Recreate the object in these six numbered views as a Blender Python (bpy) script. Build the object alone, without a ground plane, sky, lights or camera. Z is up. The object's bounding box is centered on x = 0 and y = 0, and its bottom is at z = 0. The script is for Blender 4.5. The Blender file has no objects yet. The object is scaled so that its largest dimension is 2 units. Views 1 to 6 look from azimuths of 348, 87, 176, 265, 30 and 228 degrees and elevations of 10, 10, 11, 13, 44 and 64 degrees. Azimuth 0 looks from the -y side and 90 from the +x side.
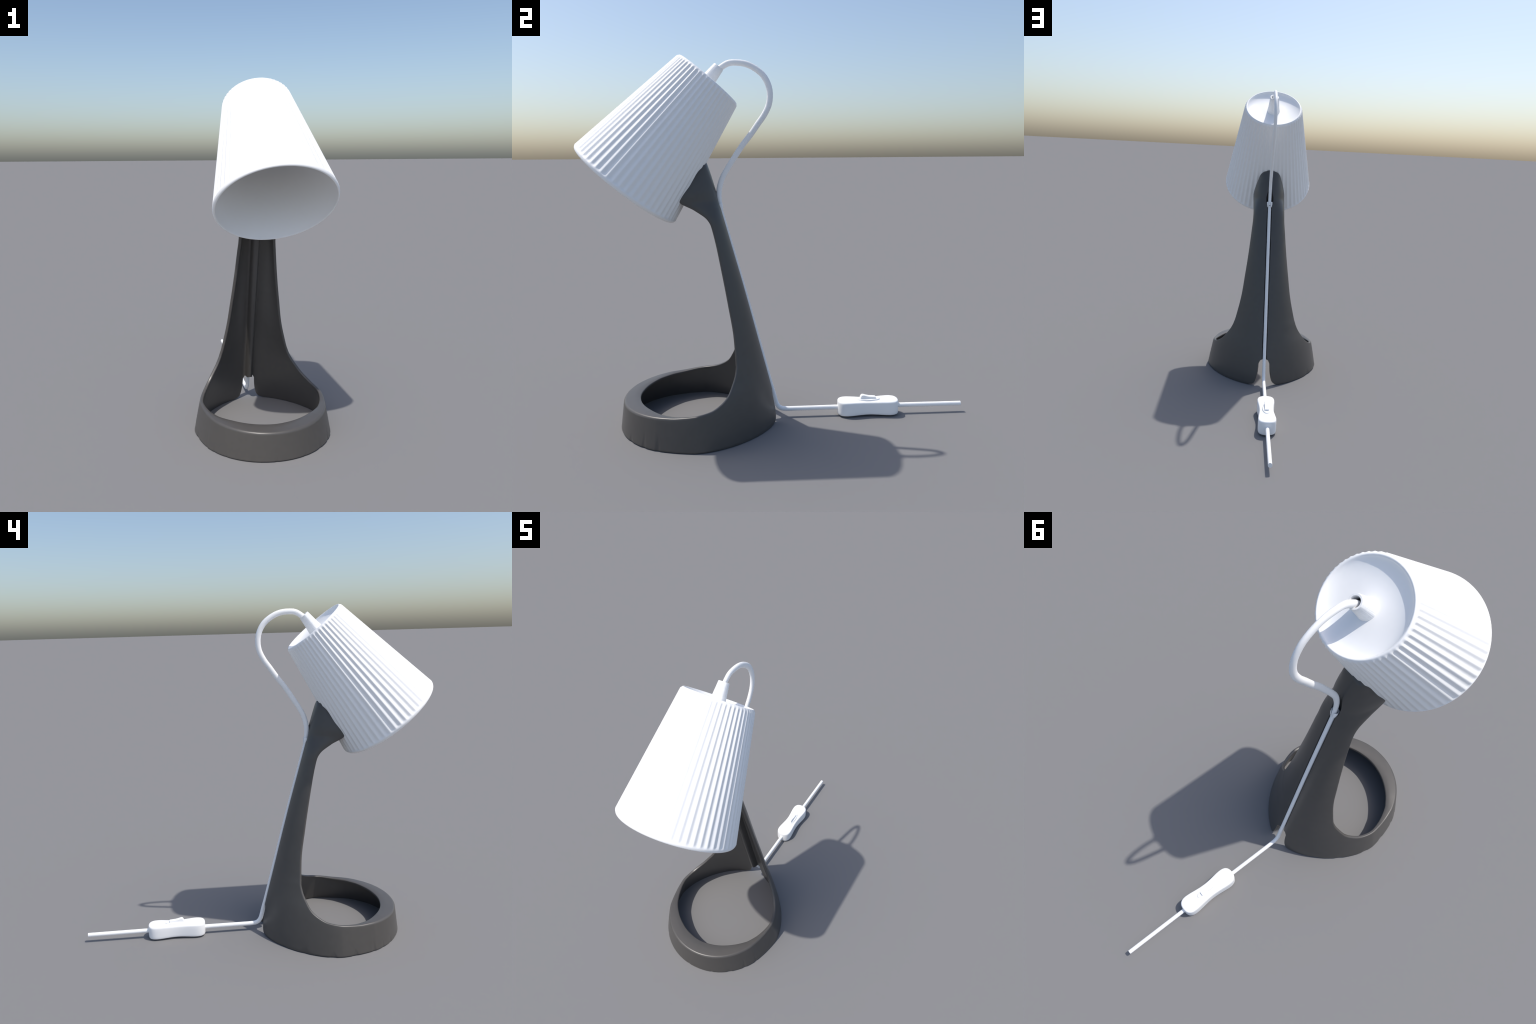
import bpy, bmesh, math
import numpy as np
from mathutils import Vector, Matrix

# ------------------------------------------------------------------ helpers
def pchip(xs, ys):
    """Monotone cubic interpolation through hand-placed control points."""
    xs = np.array(xs, float); ys = np.array(ys, float)
    h = np.diff(xs); d = np.diff(ys) / h
    m = np.zeros_like(xs); m[0] = d[0]; m[-1] = d[-1]
    for i in range(1, len(xs) - 1):
        if d[i - 1] * d[i] > 0:
            w1 = 2 * h[i] + h[i - 1]; w2 = h[i] + 2 * h[i - 1]
            m[i] = (w1 + w2) / (w1 / d[i - 1] + w2 / d[i])
    def f(x):
        x = min(max(x, xs[0]), xs[-1])
        i = min(int(np.searchsorted(xs, x, side='right')) - 1, len(h) - 1)
        t = (x - xs[i]) / h[i]
        return float((2*t**3 - 3*t**2 + 1) * ys[i] + (t**3 - 2*t**2 + t) * h[i] * m[i]
                     + (-2*t**3 + 3*t**2) * ys[i + 1] + (t**3 - t**2) * h[i] * m[i + 1])
    return f

def smoothstep(a, b, x):
    t = min(max((x - a) / (b - a), 0.0), 1.0)
    return t * t * (3 - 2 * t)

def new_object(name, mesh, parent, material, smooth_angle=None):
    ob = bpy.data.objects.new(name, mesh)
    bpy.context.scene.collection.objects.link(ob)
    ob.parent = parent
    if material:
        mesh.materials.append(material)
    if smooth_angle is not None:
        for p in mesh.polygons:
            p.use_smooth = True
        mesh.set_sharp_from_angle(angle=math.radians(smooth_angle))
    return ob

def mesh_from(name, verts, faces):
    me = bpy.data.meshes.new(name)
    me.from_pydata([tuple(v) for v in verts], [], faces)
    bm = bmesh.new(); bm.from_mesh(me)
    bmesh.ops.recalc_face_normals(bm, faces=bm.faces)
    bm.to_mesh(me); bm.free()
    me.update()
    return me

# ---------------------------------------------------------------- materials
def plastic(name, colour, roughness, specular=0.5, grain=0.0, grain_scale=60.0, tone=0.04):
    mat = bpy.data.materials.new(name)
    mat.use_nodes = True
    nt = mat.node_tree; nt.nodes.clear()
    out = nt.nodes.new('ShaderNodeOutputMaterial')
    bsdf = nt.nodes.new('ShaderNodeBsdfPrincipled')
    tc = nt.nodes.new('ShaderNodeTexCoord')
    noise = nt.nodes.new('ShaderNodeTexNoise')
    noise.inputs['Scale'].default_value = grain_scale
    noise.inputs['Detail'].default_value = 3.0
    ramp = nt.nodes.new('ShaderNodeValToRGB')
    c = np.array(colour)
    ramp.color_ramp.elements[0].position = 0.3
    ramp.color_ramp.elements[1].position = 0.7
    ramp.color_ramp.elements[0].color = (*(c * (1 - tone)), 1)
    ramp.color_ramp.elements[1].color = (*np.minimum(c * (1 + tone), 1.0), 1)
    nt.links.new(tc.outputs['Object'], noise.inputs['Vector'])
    nt.links.new(noise.outputs['Fac'], ramp.inputs['Fac'])
    nt.links.new(ramp.outputs['Color'], bsdf.inputs['Base Color'])
    bsdf.inputs['Roughness'].default_value = roughness
    bsdf.inputs['Specular IOR Level'].default_value = specular
    if grain:
        fine = nt.nodes.new('ShaderNodeTexNoise')
        fine.inputs['Scale'].default_value = grain_scale * 8
        bump = nt.nodes.new('ShaderNodeBump')
        bump.inputs['Strength'].default_value = grain
        bump.inputs['Distance'].default_value = 0.002
        nt.links.new(tc.outputs['Object'], fine.inputs['Vector'])
        nt.links.new(fine.outputs['Fac'], bump.inputs['Height'])
        nt.links.new(bump.outputs['Normal'], bsdf.inputs['Normal'])
    nt.links.new(bsdf.outputs['BSDF'], out.inputs['Surface'])
    return mat

DARK = plastic('charcoal_moulded_plastic', (0.080, 0.0745, 0.069), 0.36, 0.5, 0.0, 30, 0.03)
WHITE = plastic('white_shade_plastic', (0.962, 0.957, 0.945), 0.5, 0.4, 0.0, 40, 0.006)
CORD = plastic('white_cord_rubber', (0.962, 0.957, 0.945), 0.45, 0.4, 0.0, 40, 0.006)
SWITCH = plastic('white_switch_plastic', (0.962, 0.957, 0.945), 0.4, 0.45, 0.0, 40, 0.006)
SOCKET = plastic('ribbed_white_socket_plastic', (0.90, 0.90, 0.89), 0.45, 0.4, 0.0, 90, 0.04)

# ---------------------------------------------------------------- the thing
lamp = bpy.data.objects.new('desk_lamp', None)
bpy.context.scene.collection.objects.link(lamp)
lamp['label'] = 'desk lamp with ribbed white shade and dark grey loop base'
lamp['category'] = 'table lamp'

# ================================================================== STAND
# One moulded shell.  Every horizontal section is a superellipse oval; above the
# low ring the oval is cut open at the front, leaving a tapering stem that ends
# in a cradle lying against the shade.
Z0 = 0.36          # where the ring's rim has turned fully upwards into the stem
YC0 = -0.43        # centre of the base oval
P_BASE = 1.72

y_back = pchip([0, .05, .11, .20, .37, .76, 1.00, 1.12, 1.20, 1.276, 1.33, 1.37],
               [-.012, -.018, -.0295, -.0505, -.0940, -.1945, -.2605, -.2930, -.3140, -.3355, -.352, -.366])
y_edge = pchip([.36, .43, .50, .66, .87, .97, 1.03, 1.065, 1.095, 1.14, 1.184, 1.23, 1.28, 1.33, 1.37],
               [-.222, -.226, -.231, -.257, -.296, -.316, -.331, -.342, -.362, -.423, -.494, -.468, -.438, -.402, -.377])
x_edge = pchip([.36, .385, .43, .50, .56, .66, .77, .87, .98, 1.035, 1.09, 1.14, 1.184, 1.264, 1.297, 1.341, 1.354, 1.365],
               [.2045, .1960, .1850, .169, .158, .145, .131, .120, .1095, .1045, .103, .1045, .106, .090, .078, .060, .043, .018])
d_centre = pchip([.36, .50, .66, .87, 1.03, 1.10, 1.18, 1.40],
                 [.204, .150, .095, .045, .020, .008, .0005, .0005])
p_exp = pchip([0, .10, .20, .36, .60, .9, 1.12, 1.4], [1.65, 1.65, 1.66, 1.75, 1.95, 2.2, 2.3, 2.2])

def section(z):
    """centre y, half width, back y, front y, exponent of the outer oval at height z"""
    p = p_exp(z); yb = y_back(z)
    if z >= Z0:
        ye = y_edge(z); yc = ye - d_centre(z)
        ca = min(max((ye - yc) / (yb - yc), 0.0), 1.0) ** (p / 2)
        ae = math.acos(ca)
        w = x_edge(z) / math.sin(ae) ** (2 / p)
        return yc, w, yb, yc, p, ae
    return YC0, W_low(z), yb, -0.846 + 0.13 * z, p, None

_y = y_edge(Z0) - d_centre(Z0)
_ae = math.acos(((y_edge(Z0) - _y) / (y_back(Z0) - _y)) ** (p_exp(Z0) / 2))
_w0 = x_edge(Z0) / math.sin(_ae) ** (2 / p_exp(Z0))
W_low = pchip([0, .10, .175, .24, .30, Z0], [.380, .361, .345, .326, .301, _w0])

def on_section(z, a):
    yc, w, yb, yf, p, _ = section(z)
    s = max(math.sin(a), 0.0); c = math.cos(a)
    if a <= math.pi / 2:
        return np.array([w * s ** (2 / p), yc + (yb - yc) * max(c, 0) ** (2 / p), z])
    q = 2.05
    k = min((a - math.pi / 2) / 0.5, 1.0)
    pw = p * (1 - k) + q * k
    return np.array([w * s ** (2 / pw), yc - (yc - yf) * abs(c) ** (2 / pw), z])

def angle_of_x(z, x):
    yc, w, yb, yf, p, _ = section(z)
    return math.asin(min(x / w, 1.0) ** (p / 2))

# --- groove for the cord (outside) and rib (inside) share these columns
GX = [0, .006, .0105, .0135, .0150, .0165, .020, .0245, .029, .039]
GROOVE = [.026, .025, .022, .015, .004, 0, 0, 0, 0, 0]
RIB = [.042, .042, .0415, .041, .040, .039, .037, .031, .004, 0]
K = len(GX) - 1
M = 26
def groove_scale(z):
    k = 1 + 0.60 * smoothstep(1.135, 1.155, z) - 1.0 * smoothstep(1.17, 1.26, z)
    return min(k, 0.55 * x_edge(max(z, Z0)) / GX[-1] if z > 1.0 else k)
def groove_depth(z):
    return (1 + 0.3 * smoothstep(1.13, 1.15, z)) * (1 - smoothstep(1.16, 1.26, z))
def rib_depth(z):
    return 1 - smoothstep(1.10, 1.25, z)

x_notch = pchip([0, .004, .014, .03, .048, .09, .115, .140], [.100, .081, .064, .055, .0495, .0425, .0405, .039])
Z_NOTCH = .140

# --- the rim of the ring: height of the edge over y, from the stem to the front
rim_z = pchip([-.835, -.70, -.60, -.55, -.47, -.40, -.35, -.31, -.28, -.265, -.245, -.228, -.222],
              [.131, .139, .146, .149, .159, .169, .180, .199, .221, .238, .278, .324, .360])
def rim_y_of_z(z):
    lo, hi = -.37, -.222
    for _ in range(40):
        m = (lo + hi) / 2
        if rim_z(m) < z: lo = m
        else: hi = m
    return lo

edge_pts = []
for z in np.linspace(.36, .195, 16)[1:]:
    edge_pts.append((rim_y_of_z(z), z))
y0 = edge_pts[-1][0]
cols_a = []
for y, z in edge_pts:
    yc, w, yb, yf, p, _ = section(z)
    cols_a.append((math.acos(((y - yc) / (yb - yc)) ** (p / 2)), z))
def rim_z_at_angle(a):
    lo, hi = .12, .36
    z = .18
    for _ in range(30):
        z = 0.5 * z + 0.5 * rim_z(min(on_section(z, a)[1], -.222))
    return z
a_start = cols_a[-1][0]
NFRONT = 170
for i in range(1, NFRONT + 1):
    a = a_start + (math.pi - a_start) * i / NFRONT
    cols_a.append((a, rim_z_at_angle(a)))

rows_low = [0, .008, .018, .032, .050, .07, .09, .105, .12, Z_NOTCH, .185, .205, .225, .245, .265, .285, .30, .315, .33, .345, Z0]
NB = rows_low.index(Z_NOTCH)
up1 = list(np.linspace(Z0, 1.02, 34))[1:]
up2 = list(np.linspace(1.02, 1.26, 41))[1:]
up3 = [1.27, 1.28, 1.29, 1.30, 1.31, 1.32, 1.329, 1.337, 1.344, 1.350, 1.355, 1.359, 1.362]
rows_up = up1 + up2 + up3

ae0 = section(Z0)[5]
pos = {}      # (row, col) -> outer point without groove
meta = {}     # (row, col) -> groove amount, rib amount
NCOL = K + M + len(cols_a)
def put_regular(r, z, a_end, lower):
    gs = groove_scale(z)
    for j in range(K + 1):
        if lower and r < NB and j < K:
            continue
        x = GX[j] * gs
        zz = z
        if lower and r < NB:
            x = x_notch(z)
        if lower and r == NB and j < K:
            zz = z + .030 * math.sqrt(max(1 - (GX[j] / GX[K]) ** 2, 0))
        a = angle_of_x(zz, x)
        pos[r, j] = on_section(zz, a)
        meta[r, j] = (GROOVE[j] * groove_depth(z), RIB[j] * rib_depth(z))
    a0 = angle_of_x(z, x_notch(z) if (lower and r < NB) else GX[K] * gs)
    for m in range(1, M + 1):
        a = a0 + (a_end - a0) * m / M
        pos[r, K + m] = on_section(z, a)
        meta[r, K + m] = (0, 0)

for r, z in enumerate(rows_low):
    put_regular(r, z, ae0, True)
    for e, (a, ze) in enumerate(cols_a):
        zz = z / Z0 * ze
        pos[r, K + M + 1 + e] = on_section(zz, a)
        meta[r, K + M + 1 + e] = (0, 0)
NLOW = len(rows_low)
for i, z in enumerate(rows_up):
    put_regular(NLOW + i, z, section(z)[5], False)
NROW = NLOW + len(rows_up)

# index the half, then mirror
idx = {}; V = []
for key in sorted(pos):
    idx[key] = len(V); V.append(pos[key])
H = len(V)
half_faces = []
for r in range(NROW - 1):
    for j in range(NCOL):
        q = [(r, j), (r, j + 1), (r + 1, j + 1), (r + 1, j)]
        if all(k in idx for k in q):
            half_faces.append([idx[k] for k in q])
V = np.array(V)
mirror = {}
allV = list(V); 
for i in range(H):
    if V[i][0] < 1e-7:
        mirror[i] = i
    else:
        mirror[i] = len(allV); allV.append(V[i] * [-1, 1, 1])
faces = half_faces + [[mirror[i] for i in reversed(f)] for f in half_faces]
# the front column lies on the mirror plane too (x ~ 0)
allV = np.array(allV)
inv_key = {i: k for k, i in idx.items()}
half_of = {i: i for i in range(H)}
for i in range(H):
    half_of[mirror[i]] = i

def vertex_normals(P, F):
    n = np.zeros_like(P)
    for f in F:
        a, b, c, d = P[f[0]], P[f[1]], P[f[2]], P[f[3]]
        fn = np.cross(c - a, d - b)
        for i in f: n[i] += fn
    l = np.linalg.norm(n, axis=1); l[l == 0] = 1
    return n / l[:, None]
N = vertex_normals(allV, faces)
# orient outwards (away from the oval's centre line)
probe = idx[0, NCOL]
if N[probe] @ np.array([0, -1, 0]) < 0:
    N = -N

def wall(key):
    r, j = key
    t = .0175
    if r >= NLOW:
        t = min(t, .5 * x_edge(rows_up[r - NLOW]))
    return t
outer = allV.copy(); inner = allV.copy()
for i in range(len(allV)):
    key = inv_key[half_of[i]]
    g, rb = meta[key]
    n = N[i].copy()
    outer[i] = allV[i] - n * g
    inner[i] = allV[i] - n * (wall(key) + rb * min(1, wall(key) / .0175))
    if key[0] == 0:
        inner[i][2] = 0.0
        outer[i] = outer[i] - np.array([n[0], n[1], 0]) * .0025
        outer[i][2] = 0.0
    inner[i][2] = max(inner[i][2], 0.0)

# shallow dents that model dark triangular shading patches along the ring's foot
# (angle round the ring from the front, half width in degrees, height, depth at the foot)
SHADING_DENTS = [(-40, 1.5, .045, .0018), (-51, 1.6, .050, .0018), (-61, 1.8, .080, .0022), (-79, 3.0, .046, .0026), (-98, 3.6, .036, .0026),
         (-123, 4.2, .042, .0026), (-145, 4.5, .060, .0018), (-2.6, 1.0, .035, .0018), (19, 1.2, .040, .0018),
         (35, 2.4, .045, .0024), (49, 1.8, .095, .0024), (61, 1.8, .095, .0024)]
def shading_dent(P, n):
    th = math.degrees(math.atan2(P[0], -(P[1] + .43)))
    d = 0
    for c, wd, hh, dep in SHADING_DENTS:
        k = 1 - P[2] / hh
        if k > 0:
            m = k - abs((th - c) / wd)          # triangle, base on the ground
            d += dep * k * min(max(m / .25, 0), 1)
    return d
for i in range(len(allV)):
    d = shading_dent(allV[i], N[i])
    if d:
        outer[i] = outer[i] - np.array([N[i][0], N[i][1], 0]) * d

# --- rim chain: along the top row, down the stem edge, round to the front
chain = [(NROW - 1, j) for j in range(0, K + M + 1)]
chain += [(r, K + M) for r in range(NROW - 2, NLOW - 2, -1)]
chain += [(NLOW - 1, K + M + 1 + e) for e in range(len(cols_a))]
lip_len = pchip([-.82, -.76, -.68, -.60, -.52, -.44, -.36], [.089, .079, .062, .043, .028, .0195, .0175])
lip_rad = pchip([-.80, -.62, -.45, -.34], [.014, .012, .008, .006])

SV = [tuple(p) for p in outer]; OFF_IN = len(SV)
SV += [tuple(p) for p in inner]
SF = [list(f) for f in faces] + [[i + OFF_IN for i in reversed(f)] for f in faces]

def frame(side):
    pts = [(idx[k] if side > 0 else mirror[idx[k]]) for k in chain]
    ids = []
    for c, (k, i) in enumerate(zip(chain, pts)):
        E0 = outer[i]; n = N[i]
        pa = allV[pts[max(c - 1, 0)]]; pb = allV[pts[min(c + 1, len(pts) - 1)]]
        T = pb - pa
        if c == 0 or c == len(pts) - 1:
            T = np.array([T[0], 0, 0])
        T = T / (np.linalg.norm(T) + 1e-12)
        b = np.cross(T, n); b /= np.linalg.norm(b)
        if k[0] == NROW - 1: ref = np.array([0, 0, 1.])
        elif k[0] >= NLOW: ref = allV[i] - (allV[idx[k[0], k[1] - 1]] if side > 0 else allV[mirror[idx[k[0], k[1] - 1]]])
        else: ref = np.array([0, 0, 1.])
        if b @ ref < 0: b = -b
        tw = wall(k)
        base_ring = k[1] > K + M
        L = max(lip_len(E0[1]), tw) if base_ring else tw
        R = lip_rad(E0[1]) if base_ring else min(.006, .4 * tw)
        f = min(max((L - .0175) / .05, 0), 1)
        hor = np.array([-n[0], -n[1], 0]); hor /= np.linalg.norm(hor) + 1e-9
        hor[2] = .06; hor /= np.linalg.norm(hor)
        a = -n * (1 - f) + hor * f; a /= np.linalg.norm(a)
        up = b * (1 - f) + np.array([0, 0, 1.]) * f; up /= np.linalg.norm(up)
        q = min(.006, .35 * R + .002, .3 * tw)
        prof = []
        for s in (15, 30, 45, 60, 75, 90):
            s = math.radians(s); prof.append((R - R * math.cos(s), R * math.sin(s)))
        prof.append((R + (L - R - q) * .5, R))
        for s in (0, 45, 90):
            s = math.radians(s); prof.append((L - q + q * math.sin(s), R - q + q * math.cos(s)))
        prof.append((L, 0.15 * R))
        # on the plane x=0 keep the point on the plane
        row = []
        for (pa_, pb_) in prof:
            P = E0 + a * pa_ + up * pb_
            if abs(allV[i][0]) < 1e-6: P[0] = 0
            row.append(P)
        ids.append((i, row))
    return ids
for side in (1, -1):
    rows = frame(side)
    prev = None
    for (i, row) in rows:
        base = len(SV); SV += [tuple(p) for p in row]
        cur = [i] + list(range(base, base + len(row))) + [i + OFF_IN]
        if prev:
            for s in range(len(cur) - 1):
                q = [prev[s], cur[s], cur[s + 1], prev[s + 1]]
                SF.append(q if side > 0 else q[::-1])
        prev = cur

# close foot and notch: bridge remaining open edges of outer and inner skins
from collections import Counter
cnt = Counter()
for f in faces:
    for a, b in zip(f, f[1:] + f[:1]):
        cnt[frozenset((a, b))] += 1
rim_edges = set()
for side in (1, -1):
    pts = [(idx[k] if side > 0 else mirror[idx[k]]) for k in chain]
    for a, b in zip(pts, pts[1:]): rim_edges.add(frozenset((a, b)))
for f in faces:
    for a, b in zip(f, f[1:] + f[:1]):
        e = frozenset((a, b))
        if cnt[e] == 1 and e not in rim_edges:
            if allV[a][2] > .01 and abs(allV[a][0]) < 1e-6 and abs(allV[b][0]) < 1e-6:
                continue
            SF.append([b, a, a + OFF_IN, b + OFF_IN])

TOP = np.array([0, -.3460, 1.7685])          # centre of the shade's top rim
UP = np.array([0, .6425, .7665]); UP /= np.linalg.norm(UP)
HGT = .668
R_TOP, R_BOT = .1842, .3085
def cone(t):
    return R_TOP + (R_BOT - R_TOP) * t / HGT
for i, p in enumerate(SV):
    if p[2] > 1.1:
        d = np.array(p) - TOP; t = -(d @ UP); rad = d + UP * t
        rr = np.linalg.norm(rad)
        if rr < cone(t) - .0085:
            SV[i] = tuple(TOP - UP * t + rad / rr * (cone(t) - .0085))

full = bpy.data.meshes.new('stand_shell')
full.from_pydata(SV, [], SF)
bm = bmesh.new(); bm.from_mesh(full)
bmesh.ops.remove_doubles(bm, verts=bm.verts, dist=1e-5)
bmesh.ops.dissolve_degenerate(bm, edges=bm.edges, dist=1e-6)
bmesh.ops.recalc_face_normals(bm, faces=bm.faces)
bm.to_mesh(full); bm.free()
for p in full.polygons: p.use_smooth = True
full.set_sharp_from_angle(angle=math.radians(48))
full.update()

# split the seamless shell by region, each part keeping the whole body's normals
corner = [tuple(c.vector) for c in full.corner_normals]
def region(c):
    if c[2] < .30: return 'base_ring'
    if c[2] < 1.06: return 'stem'
    return 'shade_cradle'
groups = {'base_ring': [], 'stem': [], 'shade_cradle': []}
for p in full.polygons:
    groups[region(p.center)].append(p)
for name, polys in groups.items():
    remap = {}; vs = []; fs = []; cn = []
    for p in polys:
        f = []
        for li in p.loop_indices:
            vi = full.loops[li].vertex_index
            if vi not in remap:
                remap[vi] = len(vs); vs.append(tuple(full.vertices[vi].co))
            f.append(remap[vi]); cn.append(corner[li])
        fs.append(f)
    me = bpy.data.meshes.new(name)
    me.from_pydata(vs, [], fs)
    for p in me.polygons: p.use_smooth = True
    me.normals_split_custom_set(cn)
    new_object(name, me, lamp, DARK)
bpy.data.meshes.remove(full)

# ================================================================== SHADE
EX = np.array([1.0, 0, 0]); EY = np.cross(UP, EX)
RIBS = 54; PER = 14
def shade_point(t, r, ang):
    return TOP - UP * t + (EX * math.cos(ang) + EY * math.sin(ang)) * r

def revolve(profile, n, fluted=None, cap=False):
    V = []; F = []
    m = len(profile)
    for i in range(n):
        ang = 2 * math.pi * i / n
        for (t, r) in profile:
            rr = r - (fluted(t, ang) if fluted else 0)
            V.append(shade_point(t, rr, ang))
    for i in range(n):
        k = (i + 1) % n
        for s in range(m - 1):
            F.append([i * m + s, k * m + s, k * m + s + 1, i * m + s + 1])
    return V, F

def flute(t, ang):
    mask = smoothstep(.0, .022, t) * (1 - smoothstep(.636, .650, t))
    u = math.cos(ang * RIBS / 2) ** 2            # 1 in the groove, 0 on the ridge
    return .0046 * mask * u ** 0.8
outer_prof = [(.004, .1690), (.001, .1715), (0, .1745), (.0015, .1778), (.005, .1805), (.010, cone(.010) - .0008)]
outer_prof += [(t, cone(t)) for t in [.014, .018, .022, .026, .030, .036] + list(np.linspace(.05, .60, 18)) + [.618, .630, .637, .640, .643, .646, .650]]
outer_prof += [(.653, .3046), (.6565, .3036), (.660, .3020), (.6628, .2998), (.6645, .2975), (.665, .2952)]
inner_prof = [(.6645, .2935), (.662, .2926), (.655, .2920)] + [(t, cone(t) - .0135) for t in np.linspace(.64, .055, 12)]
V, F = revolve(outer_prof + inner_prof, RIBS * PER, lambda t, a: flute(t, a))
# inner wall stays smooth: rebuild its radius without flutes
m = len(outer_prof) + len(inner_prof)
for i in range(RIBS * PER):
    ang = 2 * math.pi * i / (RIBS * PER)
    for s, (t, r) in enumerate(inner_prof):
        V[i * m + len(outer_prof) + s] = shade_point(t, r, ang)
new_object('lampshade', mesh_from('lampshade', V, F), lamp, WHITE, 60)

# dished cap closing the top of the shade
dish = [(.003, .1692), (.006, .1672), (.010, .1635), (.0155, .155), (.0205, .142), (.0245, .124), (.027, .100),
        (.0275, .075), (.0275, .050), (.0275, .0)]
back = [(.040, .0), (.040, .040), (.041, .075), (.041, .110), (.046, .150), (.050, .1745), (.040, .1745), (.012, .1722), (.003, .1692)]
V, F = revolve(dish + back[1:-1] + [dish[0]], 160)
me = mesh_from('shade_cap', V, F)
bm = bmesh.new(); bm.from_mesh(me); bmesh.ops.remove_doubles(bm, verts=bm.verts, dist=1e-5)
bmesh.ops.recalc_face_normals(bm, faces=bm.faces); bm.to_mesh(me); bm.free()
new_object('shade_cap', me, lamp, WHITE, 50)

# lamp socket: ten-sided tapering sleeve with a hole that takes the cord
def sock_rib(t, ang):
    return .0006 * (0.5 + 0.5 * math.cos(ang * 40)) * smoothstep(-.05, .02, t)
sock = [(.036, .0425), (.030, .0425), (.022, .0405), (-.010, .0350), (-.056, .0300), (-.075, .0282), (-.0792, .0266),
        (-.0792, .0205), (-.076, .0195), (-.040, .0190)]
V, F = revolve(sock, 160, sock_rib)
# faceted edges: pull the round sleeve towards a decagon
me = mesh_from('lamp_socket', V, F)
for v in me.vertices:
    d = np.array(v.co) - TOP; t = d @ UP; rad = d - UP * t
    ang = math.atan2(rad @ EY, rad @ EX)
    sec = math.pi / 5
    loc = (ang % sec) - sec / 2
    k = math.cos(sec / 2) / math.cos(loc)
    k = 1 + (k - 1) * 0.35
    v.co = Vector(TOP + UP * t + rad * k)
new_object('lamp_socket', me, lamp, SOCKET, 55)

# ================================================================== CORD
def catmull(pts, per):
    P = [np.array(p, float) for p in pts]
    P = [2 * P[0] - P[1]] + P + [2 * P[-1] - P[-2]]
    out = []
    for i in range(1, len(P) - 2):
        p0, p1, p2, p3 = P[i - 1:i + 3]
        d01 = max(np.linalg.norm(p1 - p0), 1e-6) ** .5; d12 = max(np.linalg.norm(p2 - p1), 1e-6) ** .5
        d23 = max(np.linalg.norm(p3 - p2), 1e-6) ** .5
        m1 = (p1 - p0) / d01 - (p2 - p0) / (d01 + d12) + (p2 - p1) / d12
        m2 = (p2 - p1) / d12 - (p3 - p1) / (d12 + d23) + (p3 - p2) / d23
        m1 *= d12; m2 *= d12
        for s in range(per):
            t = s / per
            out.append((2*t**3 - 3*t**2 + 1) * p1 + (t**3 - 2*t**2 + t) * m1 + (-2*t**3 + 3*t**2) * p2 + (t**3 - t**2) * m2)
    out.append(P[-2])
    return out

# flat < 1: twin flex, narrower across than in the plane of the loop
def tube(name, path, radius, parent, material, seg=20, flat=.84):
    """Sweep in the plane x = 0; radius may vary along the path."""
    V = []; F = []
    n = len(path)
    for i, p in enumerate(path):
        T = path[min(i + 1, n - 1)] - path[max(i - 1, 0)]; T = T / np.linalg.norm(T)
        S = np.array([1.0, 0, 0]); U = np.cross(T, S); U /= np.linalg.norm(U)
        r = radius(i / (n - 1)) if callable(radius) else radius
        for s in range(seg):
            a = 2 * math.pi * s / seg
            V.append(p + (S * math.cos(a) * flat + U * math.sin(a)) * r)
    for i in range(n - 1):
        for s in range(seg):
            k = (s + 1) % seg
            F.append([i * seg + s, i * seg + k, (i + 1) * seg + k, (i + 1) * seg + s])
    F.append(list(range(seg))[::-1]); F.append([(n - 1) * seg + s for s in range(seg)])
    return new_object(name, mesh_from(name, V, F), parent, material, 50)

loop_yz = [(-.335, 1.775), (-.310, 1.804), (-.284, 1.826), (-.248, 1.846), (-.204, 1.849), (-.160, 1.842), (-.116, 1.821),
           (-.077, 1.788), (-.052, 1.742), (-.0445, 1.697), (-.051, 1.648), (-.074, 1.600), (-.107, 1.554), (-.142, 1.505),
           (-.1855, 1.450), (-.223, 1.395), (-.260, 1.339), (-.290, 1.285), (-.304, 1.236), (-.3075, 1.204), (-.3065, 1.175), (-.3020, 1.140)]
tube('cord_loop', catmull([(0, y, z) for y, z in loop_yz], 8), lambda f: .0150 - .0012 * smoothstep(.5, .95, f), lamp, CORD, flat=.72)

low_yz = [(-.3035, 1.135), (-.2715, 1.02), (-.1895, .72), (-.1115, .42), (-.052, .193), (-.036, .137), (-.026, .098), (-.018, .073), (-.006, .055), (.010, .0455), (.036, .0422),
          (.10, .0417), (.20, .042), (.33, .0425)]
tube('power_cord', catmull([(0, y, z) for y, z in low_yz], 8), .0127, lamp, CORD)
tube('power_cord', catmull([(0, y, z) for y, z in [(.63, .044), (.75, .0435), (.88, .043), (1.0, .0425)]], 6), .0127, lamp, CORD)

# clip: small split funnel where the cord comes out of the stem
V = []; F = []
cdir = np.array([0, .2485, -1.0]); cdir /= np.linalg.norm(cdir)
cn_ = np.cross(cdir, [1, 0, 0])
seg = 28
prof = [(.0, .0188), (.012, .0186), (.026, .0158), (.034, .0138), (.034, .0126), (.026, .0142), (.012, .0168), (.0, .0172)]
for i in range(seg + 1):
    ang = math.radians(25 + 310 * i / seg) 
    for (t, r) in prof:
        V.append(np.array([0, -.3075, 1.160]) + cdir * t + (cn_ * -math.cos(ang) + np.array([1, 0, 0]) * math.sin(ang)) * r)
m = len(prof)
for i in range(seg):
    for s in range(m):
        k = (s + 1) % m
        F.append([i * m + s, (i + 1) * m + s, (i + 1) * m + k, i * m + k])
F.append(list(range(m))); F.append([seg * m + s for s in range(m)][::-1])
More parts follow.
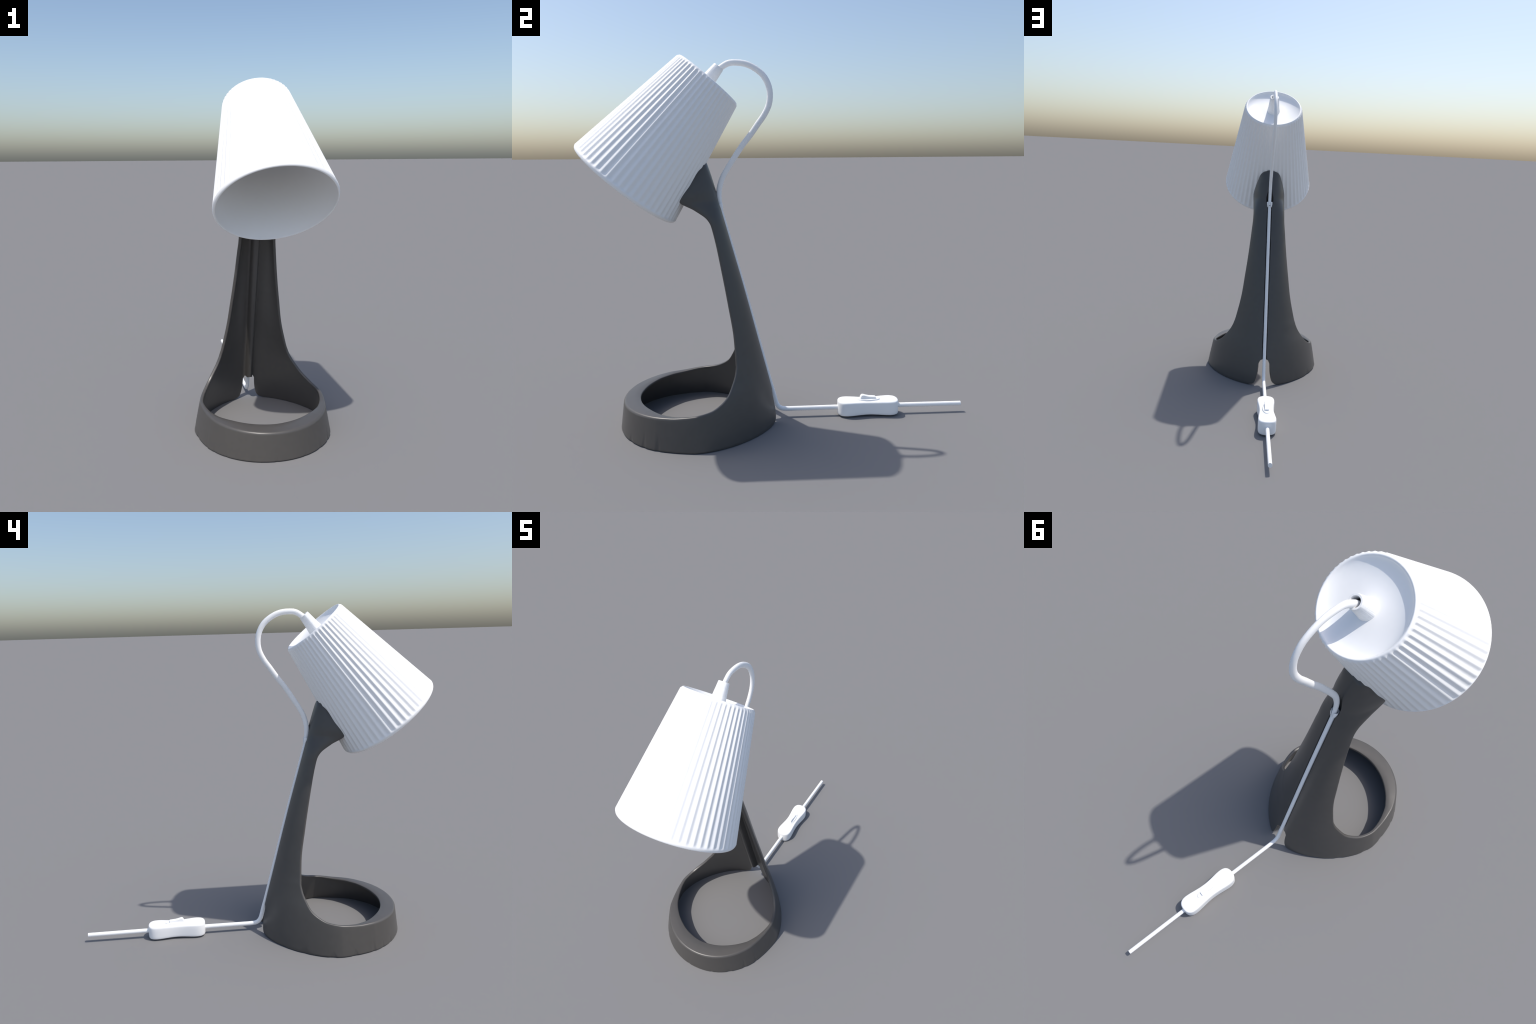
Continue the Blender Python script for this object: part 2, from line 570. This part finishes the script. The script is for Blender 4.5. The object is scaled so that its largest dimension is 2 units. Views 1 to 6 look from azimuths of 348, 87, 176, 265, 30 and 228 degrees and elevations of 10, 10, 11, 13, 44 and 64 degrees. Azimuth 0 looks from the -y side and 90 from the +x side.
new_object('cord_clip', mesh_from('cord_clip', V, F), lamp, CORD, 40)

# ================================================================== SWITCH
switch_y0, switch_y1 = .315, .649
ym = (switch_y0 + switch_y1) / 2; hl = (switch_y1 - switch_y0) / 2
def outline(n=120, inset=0.0):
    """dog-bone plan outline: rounded ends, pinched waist"""
    pts = []
    q = n // 4
    def half(u):
        w = .0405 + .0107 * 0.5 * (1 - math.cos(math.pi * min(abs(u) / .82, 1)))
        return (w - inset) * max(1 - abs(u) ** 9, 0) ** .45
    us = [1 - (1 - i / q) ** 2.2 for i in range(q + 1)]          # dense at the ends
    ring = [(u, 1) for u in reversed(us)] + [(-u, 1) for u in us[1:]]
    ring += [(-u, -1) for u in reversed(us[:-1])] + [(u, -1) for u in us[1:-1]]
    for u, side in ring:
        pts.append((side * half(u), ym + u * (hl - inset)))
    return pts
levels = [(.010, 0.006), (.004, .0064), (.0015, .0085), (.0005, .012), (.0, .022), (.0, .050), (.0002, .070), (.001, .0765), (.0028, .0805), (.006, .0828), (.010, .0835), (.018, .0838), (.030, .0838)]
V = []; F = []
n = 120
for (ins, z) in levels:
    for (x, y) in outline(n, ins):
        u = (y - ym) / hl
        dip = (1 - smoothstep(.0, .75, abs(u)))
        zz = z - .003 * dip * smoothstep(.04, .08, z) + .003 * dip * (1 - smoothstep(0, .05, z))
        V.append(np.array([x, y, zz]))
for l in range(len(levels) - 1):
    for i in range(n):
        k = (i + 1) % n
        F.append([l * n + i, l * n + k, (l + 1) * n + k, (l + 1) * n + i])
F.append([i for i in range(n)][::-1])
# top: strip across the outline so that it follows the dip
top0 = (len(levels) - 1) * n
for i in range(n // 2):
    j0, j1 = i, i + 1
    k0, k1 = (n - i) % n, (n - i - 1) % n
    q = []
    for v_ in (top0 + j0, top0 + j1, top0 + k1, top0 + k0):
        if v_ not in q: q.append(v_)
    if len(q) >= 3: F.append(q)
switch = new_object('inline_switch', mesh_from('inline_switch', V, F), lamp, SWITCH, 40)

# raised oval bezel round the rocker
V = []; F = []
n = 72; by = .484
bez = [(1.0, .076), (1.0, .0862), (.97, .0878), (.90, .0884), (.0, .0884)]
for (k, z) in bez:
    for i in range(n):
        a = 2 * math.pi * i / n
        V.append(np.array([.0245 * k * math.sin(a), by + .064 * k * math.cos(a), z]))
for l in range(len(bez) - 1):
    for i in range(n):
        k = (i + 1) % n
        F.append([l * n + i, l * n + k, (l + 1) * n + k, (l + 1) * n + i])
me = mesh_from('switch_bezel', V, F)
bm = bmesh.new(); bm.from_mesh(me); bmesh.ops.remove_doubles(bm, verts=bm.verts, dist=1e-5)
bmesh.ops.recalc_face_normals(bm, faces=bm.faces); bm.to_mesh(me); bm.free()
new_object('switch_bezel', me, switch, SWITCH, 40)

# rocker: curved wedge, pressed at one end
V = []; F = []
ys = list(np.linspace(.440, .524, 18))
prof_z = pchip([.440, .445, .452, .47, .49, .51, .520, .524], [.098, .1070, .1100, .1058, .1015, .1000, .0992, .0975])
hwid = .0115
ring = []
for y in ys:
    zt = prof_z(y); e = .0018
    ring.append([(-hwid, .082), (-hwid, zt - e), (-hwid + e, zt), (hwid - e, zt), (hwid, zt - e), (hwid, .082)])
for y, rg in zip(ys, ring):
    for (x, z) in rg: V.append(np.array([x, y, z]))
for i in range(len(ys) - 1):
    for s in range(6):
        k = (s + 1) % 6
        F.append([i * 6 + s, i * 6 + k, (i + 1) * 6 + k, (i + 1) * 6 + s])
F.append(list(range(6))); F.append([(len(ys) - 1) * 6 + s for s in range(6)][::-1])
new_object('switch_rocker', mesh_from('switch_rocker', V, F), switch, SWITCH, 35)
